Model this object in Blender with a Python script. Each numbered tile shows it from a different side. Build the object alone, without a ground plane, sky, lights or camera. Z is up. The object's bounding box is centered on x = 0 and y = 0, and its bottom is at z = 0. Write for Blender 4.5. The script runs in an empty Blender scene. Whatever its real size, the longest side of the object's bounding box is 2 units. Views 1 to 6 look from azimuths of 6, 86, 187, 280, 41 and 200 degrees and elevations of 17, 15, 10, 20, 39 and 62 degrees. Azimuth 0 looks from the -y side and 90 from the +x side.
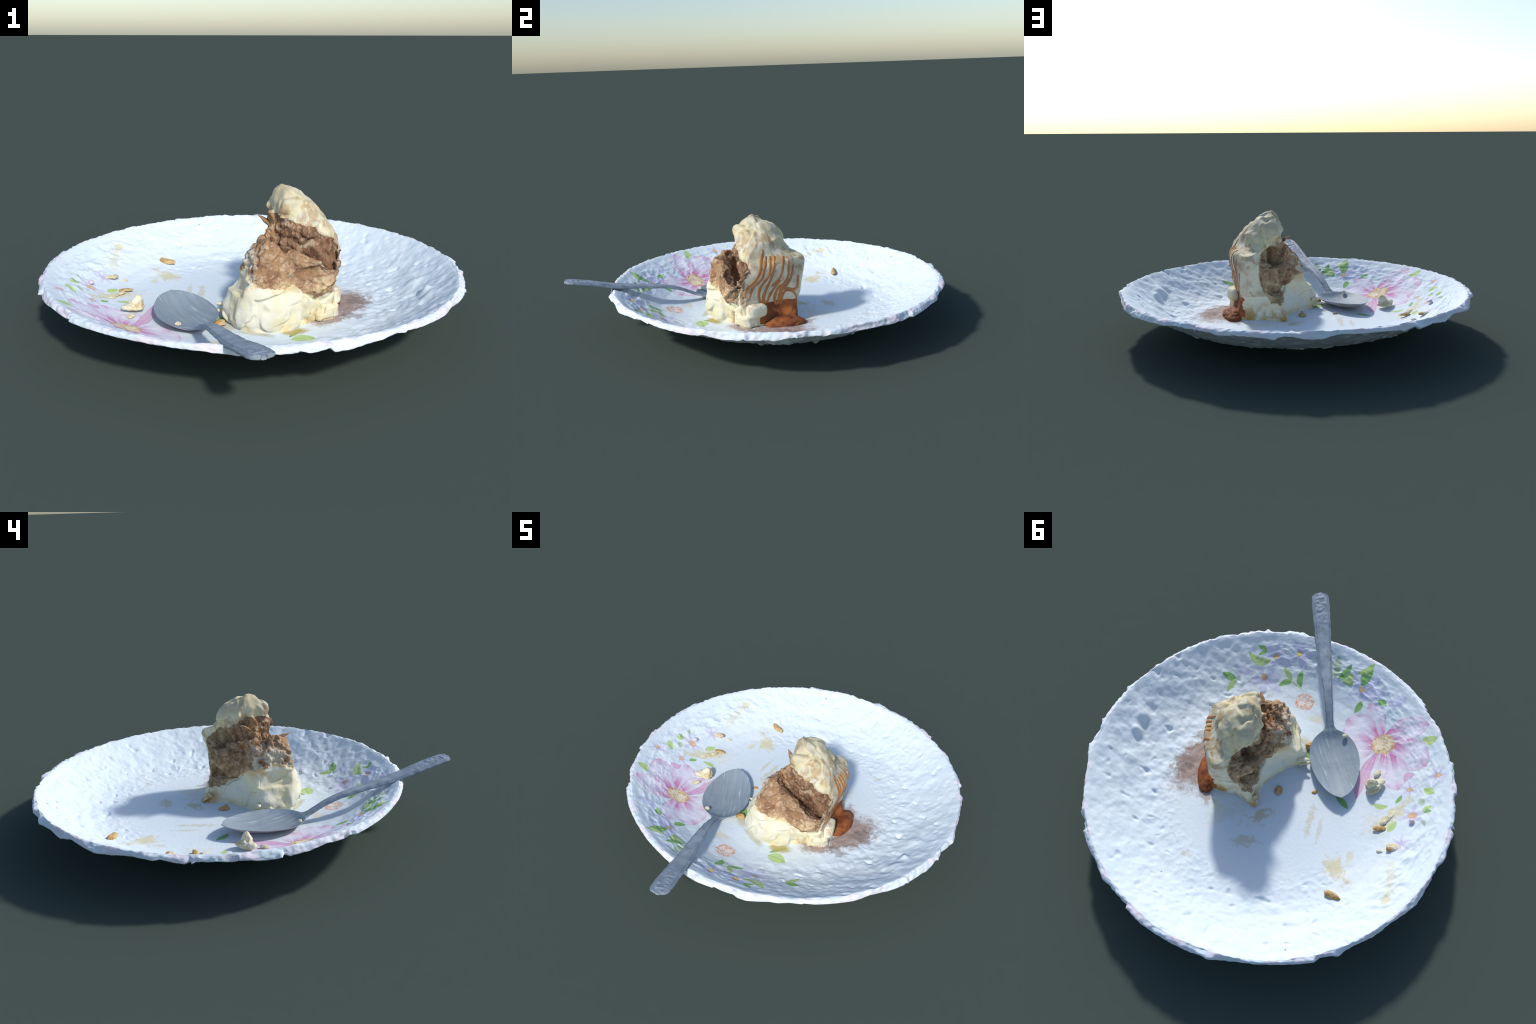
# A half-eaten slice of cream-and-sponge cake on a flower-printed plate with a teaspoon and crumbs.
import bpy, math
import numpy as np
from mathutils import Vector
from mathutils.bvhtree import BVHTree

# ------------------------------------------------------------------ noise helpers
_rng = np.random.RandomState(11)
_perm = _rng.permutation(256)
_perm = np.concatenate([_perm, _perm, _perm])
_grad = _rng.normal(size=(256, 3))
_grad /= np.linalg.norm(_grad, axis=1)[:, None]


def perlin(p):
    """Gradient noise, p of shape (n, 3); about -0.6 .. 0.6."""
    p = np.asarray(p, float)
    i = np.floor(p).astype(int)
    f = p - i
    u = f * f * f * (f * (f * 6 - 15) + 10)
    i &= 255
    out = 0
    for dx in (0, 1):
        for dy in (0, 1):
            for dz in (0, 1):
                h = _perm[_perm[_perm[(i[:, 0] + dx) & 255] + ((i[:, 1] + dy) & 255)] + ((i[:, 2] + dz) & 255)]
                g = _grad[h]
                d = g[:, 0] * (f[:, 0] - dx) + g[:, 1] * (f[:, 1] - dy) + g[:, 2] * (f[:, 2] - dz)
                w = ((u[:, 0] if dx else 1 - u[:, 0]) * (u[:, 1] if dy else 1 - u[:, 1]) * (u[:, 2] if dz else 1 - u[:, 2]))
                out = out + d * w
    return out


def fbm(p, octaves=4, gain=0.5):
    a, s, out = 1.0, 1.0, 0
    for k in range(octaves):
        out = out + a * perlin(np.asarray(p) * s + 17.3 * k)
        a *= gain
        s *= 2.03
    return out


def ridged(p, octaves=3):
    a, s, out = 1.0, 1.0, 0
    for k in range(octaves):
        out = out + a * (0.5 - np.abs(perlin(np.asarray(p) * s + 9.1 * k)) * 2)
        a *= 0.5
        s *= 2.1
    return out


def cells(p, lo, hi, count, seed):
    """Distance to the nearest of some scattered points: rounded lumps that meet in creases."""
    rs = np.random.RandomState(seed)
    pts = rs.uniform(lo, hi, (count, 3))
    best = np.full(len(p), 9.0)
    for q in pts:
        best = np.minimum(best, np.linalg.norm(p - q, axis=1))
    return best


def facets(p, lo, hi, count, seed, tilt=0.4, soft=0.005, most=0.009):
    """Broken-off look: round each of some scattered points the surface leans its own way, with edges between."""
    rs = np.random.RandomState(seed)
    pts = rs.uniform(lo, hi, (count, 3))
    lean = rs.normal(size=(count, 3)) * tilt
    top, tot = 0, 1e-30
    d = np.stack([np.linalg.norm(p - q, axis=1) for q in pts])
    w = np.exp(-(d - d.min(0)) / soft)
    for k in range(count):
        top = top + w[k] * ((p - pts[k]) @ lean[k])
        tot = tot + w[k]
    return most * np.tanh(top / tot / most)


def smooth(a, b, x):
    t = np.clip((x - a) / (b - a), 0, 1)
    return t * t * (3 - 2 * t)


# ------------------------------------------------------------------ mesh helpers
def mesh_object(name, verts, faces, mat, parent=None, normals=None, smooth_shade=True):
    me = bpy.data.meshes.new(name)
    me.from_pydata([tuple(v) for v in verts], [], [tuple(f) for f in faces])
    me.materials.append(mat)
    me.polygons.foreach_set("use_smooth", np.full(len(me.polygons), smooth_shade, dtype=bool))
    me.update()
    if normals is not None:
        me.normals_split_custom_set_from_vertices([tuple(n) for n in normals])
    ob = bpy.data.objects.new(name, me)
    bpy.context.scene.collection.objects.link(ob)
    if parent is not None:
        ob.parent = parent
    return ob


def empty(name, label, category, loc=(0, 0, 0)):
    ob = bpy.data.objects.new(name, None)
    ob.location = loc
    ob["label"], ob["category"] = label, category
    bpy.context.scene.collection.objects.link(ob)
    return ob


def vertex_normals(V, F):
    V = np.asarray(V)
    F = np.asarray(F)
    n = np.zeros_like(V)
    fn = np.cross(V[F[:, 2]] - V[F[:, 0]], V[F[:, -1]] - V[F[:, 1]])
    for k in range(F.shape[1]):
        np.add.at(n, F[:, k], fn)
    return n / (np.linalg.norm(n, axis=1)[:, None] + 1e-12)


def split_parts(V, F, region, table, parent):
    """One smooth surface, its faces handed out by region to named parts that share border vertices."""
    N = vertex_normals(V, F)
    made = {}
    for code, (name, mat) in table.items():
        sel = F[region == code]
        if not len(sel):
            continue
        used, inv = np.unique(sel, return_inverse=True)
        faces = [f if f[-1] != f[-2] else f[:-1] for f in inv.reshape(sel.shape).tolist()]
        made[name] = mesh_object(name, V[used], faces, mat, parent, N[used])
    return made


def grid_faces(rows, cols, wrap):
    i, j = np.meshgrid(np.arange(rows - 1), np.arange(cols if wrap else cols - 1), indexing="ij")
    j2 = (j + 1) % cols
    return np.stack([i * cols + j, i * cols + j2, (i + 1) * cols + j2, (i + 1) * cols + j], -1).reshape(-1, 4)


# ------------------------------------------------------------------ node helpers
class Tree:
    def __init__(self, tree):
        self.t = tree

    def node(self, kind, **kw):
        n = self.t.nodes.new(("Node" if kind.startswith("Group") and len(kind) > 5 else "ShaderNode") + kind)
        for k, v in kw.items():
            setattr(n, k, v)
        return n

    def put(self, sock, val):
        if isinstance(val, bpy.types.NodeSocket):
            self.t.links.new(val, sock)
        elif val is not None:
            sock.default_value = val

    def math(self, op, a, b=None, c=None, clamp=False):
        n = self.node("Math", operation=op, use_clamp=clamp)
        for s, v in zip(n.inputs, (a, b, c)):
            self.put(s, v)
        return n.outputs[0]

    def vmath(self, op, a, b=None, c=None, scale=None):
        n = self.node("VectorMath", operation=op)
        self.put(n.inputs[0], a)
        self.put(n.inputs[1], b)
        if c is not None:
            self.put(n.inputs[2], c)
        if scale is not None:
            self.put(n.inputs["Scale"], scale)
        return n.outputs["Value"] if op in ("LENGTH", "DISTANCE", "DOT_PRODUCT") else n.outputs[0]

    def mix(self, fac, a, b, blend="MIX"):
        n = self.node("Mix", data_type="RGBA", blend_type=blend)
        self.put(n.inputs[0], fac)
        self.put(n.inputs[6], a)
        self.put(n.inputs[7], b)
        return n.outputs[2]

    def step(self, x, a, b, lo=0.0, hi=1.0):
        n = self.node("MapRange", interpolation_type="SMOOTHSTEP")
        for s, v in zip(n.inputs, (x, a, b, lo, hi)):
            self.put(s, v)
        return n.outputs[0]

    def noise(self, vec, scale, detail=4.0, rough=0.55, distort=0.0, out=0):
        n = self.node("TexNoise")
        self.put(n.inputs["Vector"], vec)
        n.inputs["Scale"].default_value = scale
        n.inputs["Detail"].default_value = detail
        n.inputs["Roughness"].default_value = rough
        n.inputs["Distortion"].default_value = distort
        return n.outputs[out]

    def voronoi(self, vec, scale, feature="F1", out="Distance"):
        n = self.node("TexVoronoi", feature=feature)
        self.put(n.inputs["Vector"], vec)
        n.inputs["Scale"].default_value = scale
        return n.outputs[out]

    def mapping(self, vec, loc=(0, 0, 0), rot=(0, 0, 0), scale=(1, 1, 1), kind="POINT"):
        n = self.node("Mapping", vector_type=kind)
        for s, v in zip(n.inputs, (vec, loc, rot, scale)):
            self.put(s, v)
        return n.outputs[0]

    def xyz(self, vec):
        n = self.node("SeparateXYZ")
        self.put(n.inputs[0], vec)
        return n.outputs

    def combine(self, x, y, z=0.0):
        n = self.node("CombineXYZ")
        for s, v in zip(n.inputs, (x, y, z)):
            self.put(s, v)
        return n.outputs[0]


def rgb(r, g, b):
    return (r, g, b, 1.0)


def material(name, build, rough=0.55, spec=0.3):
    m = bpy.data.materials.new(name)
    m.use_nodes = True
    m.node_tree.nodes.clear()
    t = Tree(m.node_tree)
    out = t.node("OutputMaterial")
    bsdf = t.node("BsdfPrincipled")
    m.node_tree.links.new(bsdf.outputs[0], out.inputs[0])
    bsdf.inputs["Roughness"].default_value = rough
    bsdf.inputs["Specular IOR Level"].default_value = spec
    vec = t.node("TexCoord").outputs["Object"]
    res = build(t, vec, bsdf)
    color, bump = res if isinstance(res, tuple) and len(res) == 2 else (res, None)
    t.put(bsdf.inputs["Base Color"], color)
    if bump is not None:
        height, dist, strength = bump
        b = t.node("Bump")
        b.inputs["Strength"].default_value = strength
        b.inputs["Distance"].default_value = dist
        t.put(b.inputs["Height"], height)
        t.put(bsdf.inputs["Normal"], b.outputs[0])
    return m


# ------------------------------------------------------------------ the printed flowers (node groups)
def socket(g, name, kind, out=False):
    return g.interface.new_socket(name, in_out="OUTPUT" if out else "INPUT", socket_type="NodeSocket" + kind)


def after(t, vec, color):
    """Makes a mark wait for the paint below it, so that long chains of marks are worked out one by one."""
    return t.vmath("MULTIPLY_ADD", color, (1e-7, 1e-7, 0.0), vec)


def petal_group():
    """Paints one petal or leaf: a lens shape in its own frame (u along, v across) over the colour so far."""
    g = bpy.data.node_groups.new("painted_petal", "ShaderNodeTree")
    for n, k in (("Color", "Color"), ("Vector", "Vector"), ("Location", "Vector"), ("Rotation", "Vector"), ("Scale", "Vector"),
                 ("Bend", "Float"), ("Taper", "Float"), ("Body", "Color"), ("Cover", "Float"), ("Accent", "Color"), ("Base", "Float"), ("Tip", "Float"),
                 ("Edge", "Float"), ("Vein", "Float")):
        socket(g, n, k)
    socket(g, "Color", "Color", True)
    t = Tree(g)
    i = t.node("GroupInput").outputs
    o = t.node("GroupOutput")
    uv = t.mapping(after(t, i["Vector"], i["Color"]), i["Location"], i["Rotation"], i["Scale"], "TEXTURE")
    u, v, _ = t.xyz(uv)
    env = t.math("SUBTRACT", 1.0, t.math("MULTIPLY", u, u))
    av = t.math("ABSOLUTE", t.math("SUBTRACT", v, t.math("MULTIPLY", i["Bend"], env)))
    w = t.math("MULTIPLY", t.math("POWER", t.math("MAXIMUM", env, 0.0), 0.8), t.math("MULTIPLY_ADD", u, i["Taper"], 1.0))
    d = t.math("SUBTRACT", w, av)
    inside = t.math("LESS_THAN", t.math("ABSOLUTE", u), 1.0)
    mask = t.math("MULTIPLY", t.step(d, -0.02, 0.16), inside)
    wave = t.math("SINE", t.math("ADD", t.math("MULTIPLY", v, 9.0), t.math("MULTIPLY", u, 1.3)))
    wave = t.math("MULTIPLY_ADD", t.math("SINE", t.math("MULTIPLY_ADD", v, 23.0, u)), 0.6, wave)
    streak = t.step(wave, -1.2, 1.0, 0.32, 1.12)
    base = t.math("MULTIPLY", t.step(u, 0.25, -0.95), i["Base"])
    tip = t.math("MULTIPLY", t.step(u, 0.35, 0.95), i["Tip"])
    edge = t.math("MULTIPLY", t.step(d, 0.28, 0.0), i["Edge"])
    vein = t.math("MULTIPLY", t.step(av, 0.16, 0.0), i["Vein"])
    accent = t.math("MULTIPLY", t.math("ADD", t.math("MAXIMUM", base, tip), t.math("MAXIMUM", edge, vein)), streak, clamp=True)
    painted = t.mix(t.math("MULTIPLY", mask, i["Cover"]), i["Color"], i["Body"])
    painted = t.mix(t.math("MULTIPLY", mask, accent), painted, i["Accent"])
    t.put(o.inputs["Color"], painted)
    return g


def stain_group():
    g = bpy.data.node_groups.new("food_stain", "ShaderNodeTree")
    for n, k in (("Color", "Color"), ("Vector", "Vector"), ("Grain", "Float"), ("Location", "Vector"), ("Rotation", "Vector"), ("Scale", "Vector"),
                 ("Body", "Color"), ("Cover", "Float"), ("Ragged", "Float")):
        socket(g, n, k)
    socket(g, "Color", "Color", True)
    t = Tree(g)
    i = t.node("GroupInput").outputs
    o = t.node("GroupOutput")
    uv = t.mapping(after(t, i["Vector"], i["Color"]), i["Location"], i["Rotation"], i["Scale"], "TEXTURE")
    u, v, _ = t.xyz(uv)
    d = t.vmath("LENGTH", t.combine(u, v))
    d = t.math("MULTIPLY_ADD", t.math("SUBTRACT", i["Grain"], 0.5), i["Ragged"], d)
    mask = t.math("MULTIPLY", t.step(d, 1.10, 0.45), i["Cover"])
    t.put(o.inputs["Color"], t.mix(mask, i["Color"], i["Body"]))
    return g


CENTRE = (-0.002, 0.106)
# kind, centre x, centre y, direction, half length, half width, sideways bend
PETALS = [
    ("ghost", 0.07, -0.37, 75, 0.10, 0.075, 0.0), ("ghost", 0.16, -0.43, 5, 0.11, 0.06, 0.2), ("ghost", -0.06, -0.38, 135, 0.10, 0.06, 0.0),
    ("ghost", 0.10, -0.52, -40, 0.09, 0.05, 0.0), ("ghost", -0.17, -0.47, 170, 0.09, 0.05, 0.0),
    ("violet", -0.201, -0.622, -43, 0.047, 0.020, 0), ("violet", -0.205, -0.570, 34, 0.034, 0.015, 0), ("violet", -0.247, -0.556, 108, 0.036, 0.017, 0),
    ("violet", -0.278, -0.570, 154, 0.047, 0.020, 0), ("violet", -0.273, -0.624, -138, 0.050, 0.021, 0), ("violet", -0.298, -0.588, 178, 0.063, 0.026, 0),
    ("violet", 0.293, -0.584, 31, 0.045, 0.019, 0), ("violet", 0.259, -0.640, -82, 0.033, 0.014, 0), ("violet", 0.204, -0.596, 168, 0.052, 0.022, 0),
    ("violet", 0.254, -0.579, 91, 0.028, 0.015, 0), ("violet", 0.289, -0.619, -19, 0.037, 0.018, 0), ("violet", 0.234, -0.629, -134, 0.030, 0.016, 0),
    ("violet", 0.113, -0.631, 136, 0.042, 0.022, 0), ("violet", 0.106, -0.668, -167, 0.038, 0.020, 0), ("violet", 0.167, -0.683, -45, 0.033, 0.018, 0),
    ("violet", 0.169, -0.632, 47, 0.037, 0.020, 0), ("violet", 0.135, -0.690, -105, 0.032, 0.016, 0),
    ("violet", 0.312, -0.459, 46, 0.051, 0.021, 0), ("violet", 0.265, -0.451, 105, 0.047, 0.020, 0), ("violet", 0.221, -0.477, 161, 0.059, 0.025, 0),
    ("violet", 0.234, -0.514, -158, 0.047, 0.020, 0), ("violet", 0.259, -0.524, -123, 0.033, 0.016, 0), ("violet", 0.302, -0.512, -32, 0.029, 0.015, 0),
    ("violet", 0.392, -0.486, 11, 0.052, 0.020, 0.4), ("violet", -0.426, -0.567, -151, 0.051, 0.030, -0.23),
    ("sage", -0.069, -0.663, -79, 0.057, 0.023, -0.14), ("lime", -0.149, -0.605, 167, 0.032, 0.028, 0.57), ("leaf", -0.117, -0.650, -120, 0.045, 0.018, -0.46),
    ("leaf", -0.242, -0.649, -106, 0.047, 0.026, 0.32), ("lime", -0.222, -0.688, -139, 0.047, 0.015, -0.6), ("leaf", -0.251, -0.508, -102, 0.029, 0.014, -0.25),
    ("leaf", -0.365, -0.544, 161, 0.022, 0.009, 0.39), ("lime", -0.647, -0.408, -163, 0.036, 0.022, -0.43),
    ("leaf", 0.444, -0.423, 7, 0.038, 0.018, 0.16), ("lime", 0.418, -0.388, 74, 0.045, 0.013, -0.12),
    ("lime", 0.335, -0.576, -174, 0.065, 0.020, -1.1), ("leaf", 0.326, -0.597, -141, 0.024, 0.009, 0.13), ("leaf", 0.338, -0.616, 175, 0.025, 0.010, 0.31),
    ("leaf", 0.159, -0.509, 37, 0.038, 0.013, -0.46), ("lime", 0.164, -0.558, -38, 0.041, 0.014, 0.16), ("leaf", 0.085, -0.558, -74, 0.039, 0.016, 0.7),
    ("lime", 0.103, -0.521, 165, 0.045, 0.004, 0.50),
    ("lime", -0.729, -0.144, 160, 0.030, 0.017, 0), ("sage", -0.712, -0.087, 134, 0.023, 0.014, 0.15), ("lime", -0.746, -0.057, -136, 0.023, 0.012, 0),
    ("leaf", -0.749, -0.039, -171, 0.022, 0.009, 0), ("sage", -0.750, 0.027, 137, 0.017, 0.010, 0.80), ("lime", -0.532, -0.032, -169, 0.038, 0.014, -0.59),
    ("leaf", -0.606, -0.086, -108, 0.025, 0.010, -0.24), ("lime", -0.621, 0.063, -107, 0.036, 0.017, 0.05), ("leaf", -0.353, 0.024, 151, 0.045, 0.016, 0.36),
    ("lime", 0.241, -0.305, 16, 0.051, 0.031, 0.13), ("leaf", 0.210, -0.254, 61, 0.050, 0.012, 0.18), ("leaf", -0.246, -0.508, 82, 0.034, 0.013, 0.14),
    ("leaf", -0.358, -0.557, -5, 0.025, 0.013, 0.26), ("leaf", -0.100, -0.165, 70, 0.060, 0.026, 0.2),
    ("pink", -0.352, -0.464, -53, 0.096, 0.038, -0.24), ("pink", -0.535, -0.440, -157, 0.096, 0.052, 0.1), ("pink", -0.299, -0.402, -23, 0.092, 0.080, 0.12),
    ("pink", -0.330, -0.312, 20, 0.060, 0.046, 0.30), ("pink", -0.582, -0.305, 160, 0.104, 0.068, 0.25), ("pink", -0.539, -0.214, 121, 0.097, 0.060, 0.04),
    ("pink", -0.455, -0.215, 98, 0.085, 0.045, 0.0), ("hot", -0.417, -0.164, 87, 0.145, 0.030, -0.53), ("hot", -0.616, -0.207, 57, 0.026, 0.022, -0.27),
]
for cx, cy, size in ((-0.742, -0.229, 0.050), (-0.692, -0.011, 0.066), (-0.641, -0.143, 0.045), (-0.685, 0.145, 0.055)):
    for k in range(6):
        a = k * 60 + cx * 300
        PETALS.append(("pale", cx + 0.5 * size * math.cos(math.radians(a)), cy + 0.5 * size * math.sin(math.radians(a)), a, 0.5 * size, 0.16 * size, 0))
# body colour, cover, accent colour, base, tip, edge, vein, taper
PAINT = {
    "ghost": (rgb(0.66, 0.74, 0.80), 0.25, rgb(0.50, 0.57, 0.66), 0.25, 0.2, 0.22, 0.0, 0.2),
    "pink": (rgb(0.75, 0.74, 0.84), 0.85, rgb(0.61, 0.19, 0.43), 0.95, 0.48, 0.42, 0.0, 0.22),
    "hot": (rgb(0.69, 0.46, 0.64), 0.85, rgb(0.58, 0.16, 0.40), 0.35, 0.4, 0.5, 0.2, 0.0),
    "violet": (rgb(0.55, 0.555, 0.77), 0.58, rgb(0.42, 0.37, 0.63), 0.40, 0.1, 0.22, 0.12, 0.15),
    "pale": (rgb(0.60, 0.56, 0.78), 0.55, rgb(0.40, 0.32, 0.60), 0.5, 0.0, 0.0, 0.2, 0.0),
    "leaf": (rgb(0.26, 0.49, 0.16), 0.95, rgb(0.07, 0.25, 0.06), 0.2, 0.1, 0.15, 0.5, 0.0),
    "lime": (rgb(0.46, 0.62, 0.22), 0.9, rgb(0.22, 0.44, 0.10), 0.1, 0.2, 0.2, 0.45, 0.0),
    "sage": (rgb(0.42, 0.55, 0.34), 0.75, rgb(0.28, 0.42, 0.22), 0.1, 0.1, 0.1, 0.5, 0.0),
}
CREAM_STAIN, TAN_STAIN = rgb(0.66, 0.62, 0.42), rgb(0.56, 0.48, 0.28)
MAUVE, OLIVE = rgb(0.36, 0.27, 0.235), rgb(0.44, 0.36, 0.12)
# x, y, direction, half length, half width, colour, cover, raggedness
STAINS = [
    (-0.442, 0.356, 146, 0.080, 0.055, CREAM_STAIN, 0.9, 1.6), (-0.483, 0.288, 87, 0.045, 0.018, CREAM_STAIN, 0.6, 1.5), (-0.696, 0.337, 102, 0.085, 0.028, CREAM_STAIN, 0.55, 1.8),
    (-0.699, 0.450, 97, 0.048, 0.020, CREAM_STAIN, 0.8, 1.2), (-0.604, 0.011, 65, 0.12, 0.034, CREAM_STAIN, 0.85, 1.4), (-0.55, 0.08, 65, 0.09, 0.06, CREAM_STAIN, 0.35, 1.6),
    (-0.011, 0.241, -130, 0.066, 0.038, TAN_STAIN, 0.7, 1.9), (0.005, 0.390, -164, 0.066, 0.030, TAN_STAIN, 0.55, 2.0), (-0.244, 0.174, 96, 0.080, 0.020, TAN_STAIN, 0.5, 1.9),
    (0.244, 0.559, 176, 0.030, 0.018, TAN_STAIN, 0.45, 1.4), (-0.064, -0.381, 7, 0.045, 0.028, CREAM_STAIN, 0.6, 1.5), (0.16, 0.30, 40, 0.10, 0.05, CREAM_STAIN, 0.35, 2.0),
    (0.22, 0.27, 100, 0.045, 0.03, CREAM_STAIN, 0.5, 1.6), (-0.30, 0.20, 100, 0.07, 0.012, TAN_STAIN, 0.4, 2.0),
    (0.20, -0.235, 25, 0.075, 0.040, OLIVE, 0.9, 0.5), (0.06, -0.275, -10, 0.10, 0.022, OLIVE, 0.5, 0.6), (-0.07, -0.22, 120, 0.05, 0.035, TAN_STAIN, 0.6, 0.9),
    (0.405, 0.095, 80, 0.19, 0.115, MAUVE, 0.97, 0.55), (0.335, -0.085, 40, 0.115, 0.07, MAUVE, 0.9, 0.7), (0.30, 0.23, 140, 0.09, 0.045, MAUVE, 0.7, 0.9),
    (0.46, 0.12, 70, 0.075, 0.06, rgb(0.20, 0.155, 0.14), 0.5, 1.2), (0.43, -0.06, 20, 0.06, 0.04, rgb(0.20, 0.155, 0.14), 0.5, 1.3),
]
PORCELAIN = rgb(0.68, 0.775, 0.84)


def plate_top(t, vec, bsdf, near):
    pg, sg = petal_group(), stain_group()
    x, y, z = t.xyz(vec)
    warp = t.vmath("SUBTRACT", t.noise(vec, 18.0, 2.0, out=1), (0.5, 0.5, 0.5))
    flat = t.combine(x, y)
    p = t.vmath("ADD", flat, t.vmath("SCALE", warp, scale=0.012))
    wash = t.noise(flat, 5.0, 3.0)
    color = t.mix(t.step(wash, 0.35, 0.7), PORCELAIN, rgb(0.71, 0.785, 0.83))
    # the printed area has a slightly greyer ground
    for kind, cx, cy, ang, hl, hw, bend in PETALS:
        if not near(cx, cy, max(hl, hw) * 1.1):
            continue
        body, cover, accent, base, tip, edge, vein, taper = PAINT[kind]
        hw = hw * {"pink": 1.18, "leaf": 1.12, "lime": 1.12}.get(kind, 1.0)
        if kind == "pink":  # petals run in under the stamens
            cx, cy, hl = cx - 0.012 * math.cos(math.radians(ang)), cy - 0.012 * math.sin(math.radians(ang)), hl + 0.012
        n = t.node("Group", node_tree=pg)
        vals = {"Color": color, "Vector": p, "Location": (cx, cy, 0), "Rotation": (0, 0, math.radians(ang)), "Scale": (hl, hw, 1.0), "Bend": bend, "Taper": taper,
                "Body": body, "Cover": cover, "Accent": accent, "Base": base, "Tip": tip, "Edge": edge, "Vein": vein}
        for k, v in vals.items():
            t.put(n.inputs[k], v)
        color = n.outputs[0]
    # stamens: cream hearts with orange rings and strokes
    fine = t.noise(p, 45.0, 3.0)
    hearts =((-0.437, -0.350, 0.062, rgb(0.82, 0.72, 0.50), rgb(0.60, 0.33, 0.12)), (0.028, -0.452, 0.052, rgb(0.76, 0.70, 0.66), rgb(0.62, 0.27, 0.13)),
                                  (-0.235, -0.59, 0.017, rgb(0.66, 0.52, 0.24), rgb(0.5, 0.3, 0.12)), (0.277, -0.496, 0.017, rgb(0.66, 0.50, 0.28), rgb(0.5, 0.28, 0.12)),
                                  (0.254, -0.607, 0.017, rgb(0.6, 0.48, 0.24), rgb(0.5, 0.3, 0.12)), (0.143, -0.659, 0.017, rgb(0.62, 0.55, 0.2), rgb(0.5, 0.35, 0.12)),
                                  (-0.742, -0.229, 0.015, rgb(0.72, 0.52, 0.34), rgb(0.6, 0.33, 0.15)), (-0.692, -0.011, 0.020, rgb(0.72, 0.52, 0.34), rgb(0.6, 0.33, 0.15)),
                                  (-0.641, -0.143, 0.014, rgb(0.72, 0.55, 0.34), rgb(0.6, 0.33, 0.15)))
    for cx, cy, r, pale, dark in hearts:
        if not near(cx, cy, r * 1.3):
            continue
        q = t.mapping(after(t, p, color), (cx, cy, 0), (0, 0, 0.4), (r, r * 0.92, 1), "TEXTURE")
        d = t.math("MULTIPLY_ADD", t.math("SUBTRACT", fine, 0.5), 0.5, t.vmath("LENGTH", q))
        color = t.mix(t.math("MULTIPLY", t.step(d, 1.0, 0.8), 0.9), color, pale)
        curl = t.noise(q, 1.7, 2.0, 0.5, 1.2)
        rings = t.math("SINE", t.math("MULTIPLY_ADD", curl, 34.0, t.math("MULTIPLY", d, 7.0)))
        strokes = t.math("MULTIPLY", t.step(rings, 0.25, 0.95), t.step(d, 1.05, 0.9))
        strokes = t.math("MAXIMUM", strokes, t.math("MULTIPLY", t.step(t.math("ABSOLUTE", t.math("SUBTRACT", d, 0.86)), 0.16, 0.04), t.step(curl, 0.42, 0.55)))
        color = t.mix(t.math("MULTIPLY", strokes, 0.85), color, dark)
    grain = t.math("MULTIPLY_ADD", t.math("SUBTRACT", t.noise(flat, 24.0, 6.0, 0.7, 0.8), 0.5), 2.6, 0.5)
    for cx, cy, ang, hl, hw, col, cover, rag in STAINS:
        if not near(cx, cy, max(hl, hw) * 1.9):
            continue
        n = t.node("Group", node_tree=sg)
        for k, v in {"Color": color, "Vector": flat, "Grain": grain, "Location": (cx, cy, 0), "Rotation": (0, 0, math.radians(ang)), "Scale": (hl, hw, 1.0), "Body": col, "Cover": cover, "Ragged": rag}.items():
            t.put(n.inputs[k], v)
        color = n.outputs[0]
    # stray specks of food on the floor
    cell = t.voronoi(flat, 9.0)
    speck = t.math("MULTIPLY", t.step(cell, 0.05, 0.03), t.step(t.noise(flat, 3.1, 1.0), 0.5, 0.55))
    color = t.mix(t.math("MULTIPLY", speck, 0.7), color, rgb(0.22, 0.17, 0.10))
    return color, (t.noise(vec, 60.0, 4.0), 0.004, 0.35)


def rim_paint(t, vec, bsdf):
    n = t.noise(vec, 9.0, 4.0)
    color = t.mix(t.step(n, 0.4, 0.65), PORCELAIN, rgb(0.75, 0.70, 0.78))
    worn = t.step(t.noise(vec, 30.0, 5.0, 0.7), 0.66, 0.72)
    return t.mix(t.math("MULTIPLY", worn, 0.55), color, rgb(0.30, 0.24, 0.24)), (t.noise(vec, 70.0, 4.0), 0.004, 0.4)


def under_paint(t, vec, bsdf):
    n = t.noise(vec, 12.0, 4.0)
    return t.mix(n, rgb(0.60, 0.67, 0.72), rgb(0.70, 0.75, 0.79)), (t.noise(vec, 40.0, 4.0), 0.006, 0.5)


# ------------------------------------------------------------------ the plate
HANDLE_CROSS = (0.055, -0.775)  # where the spoon handle lies over the rim


FLOOR_R = 0.46


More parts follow.
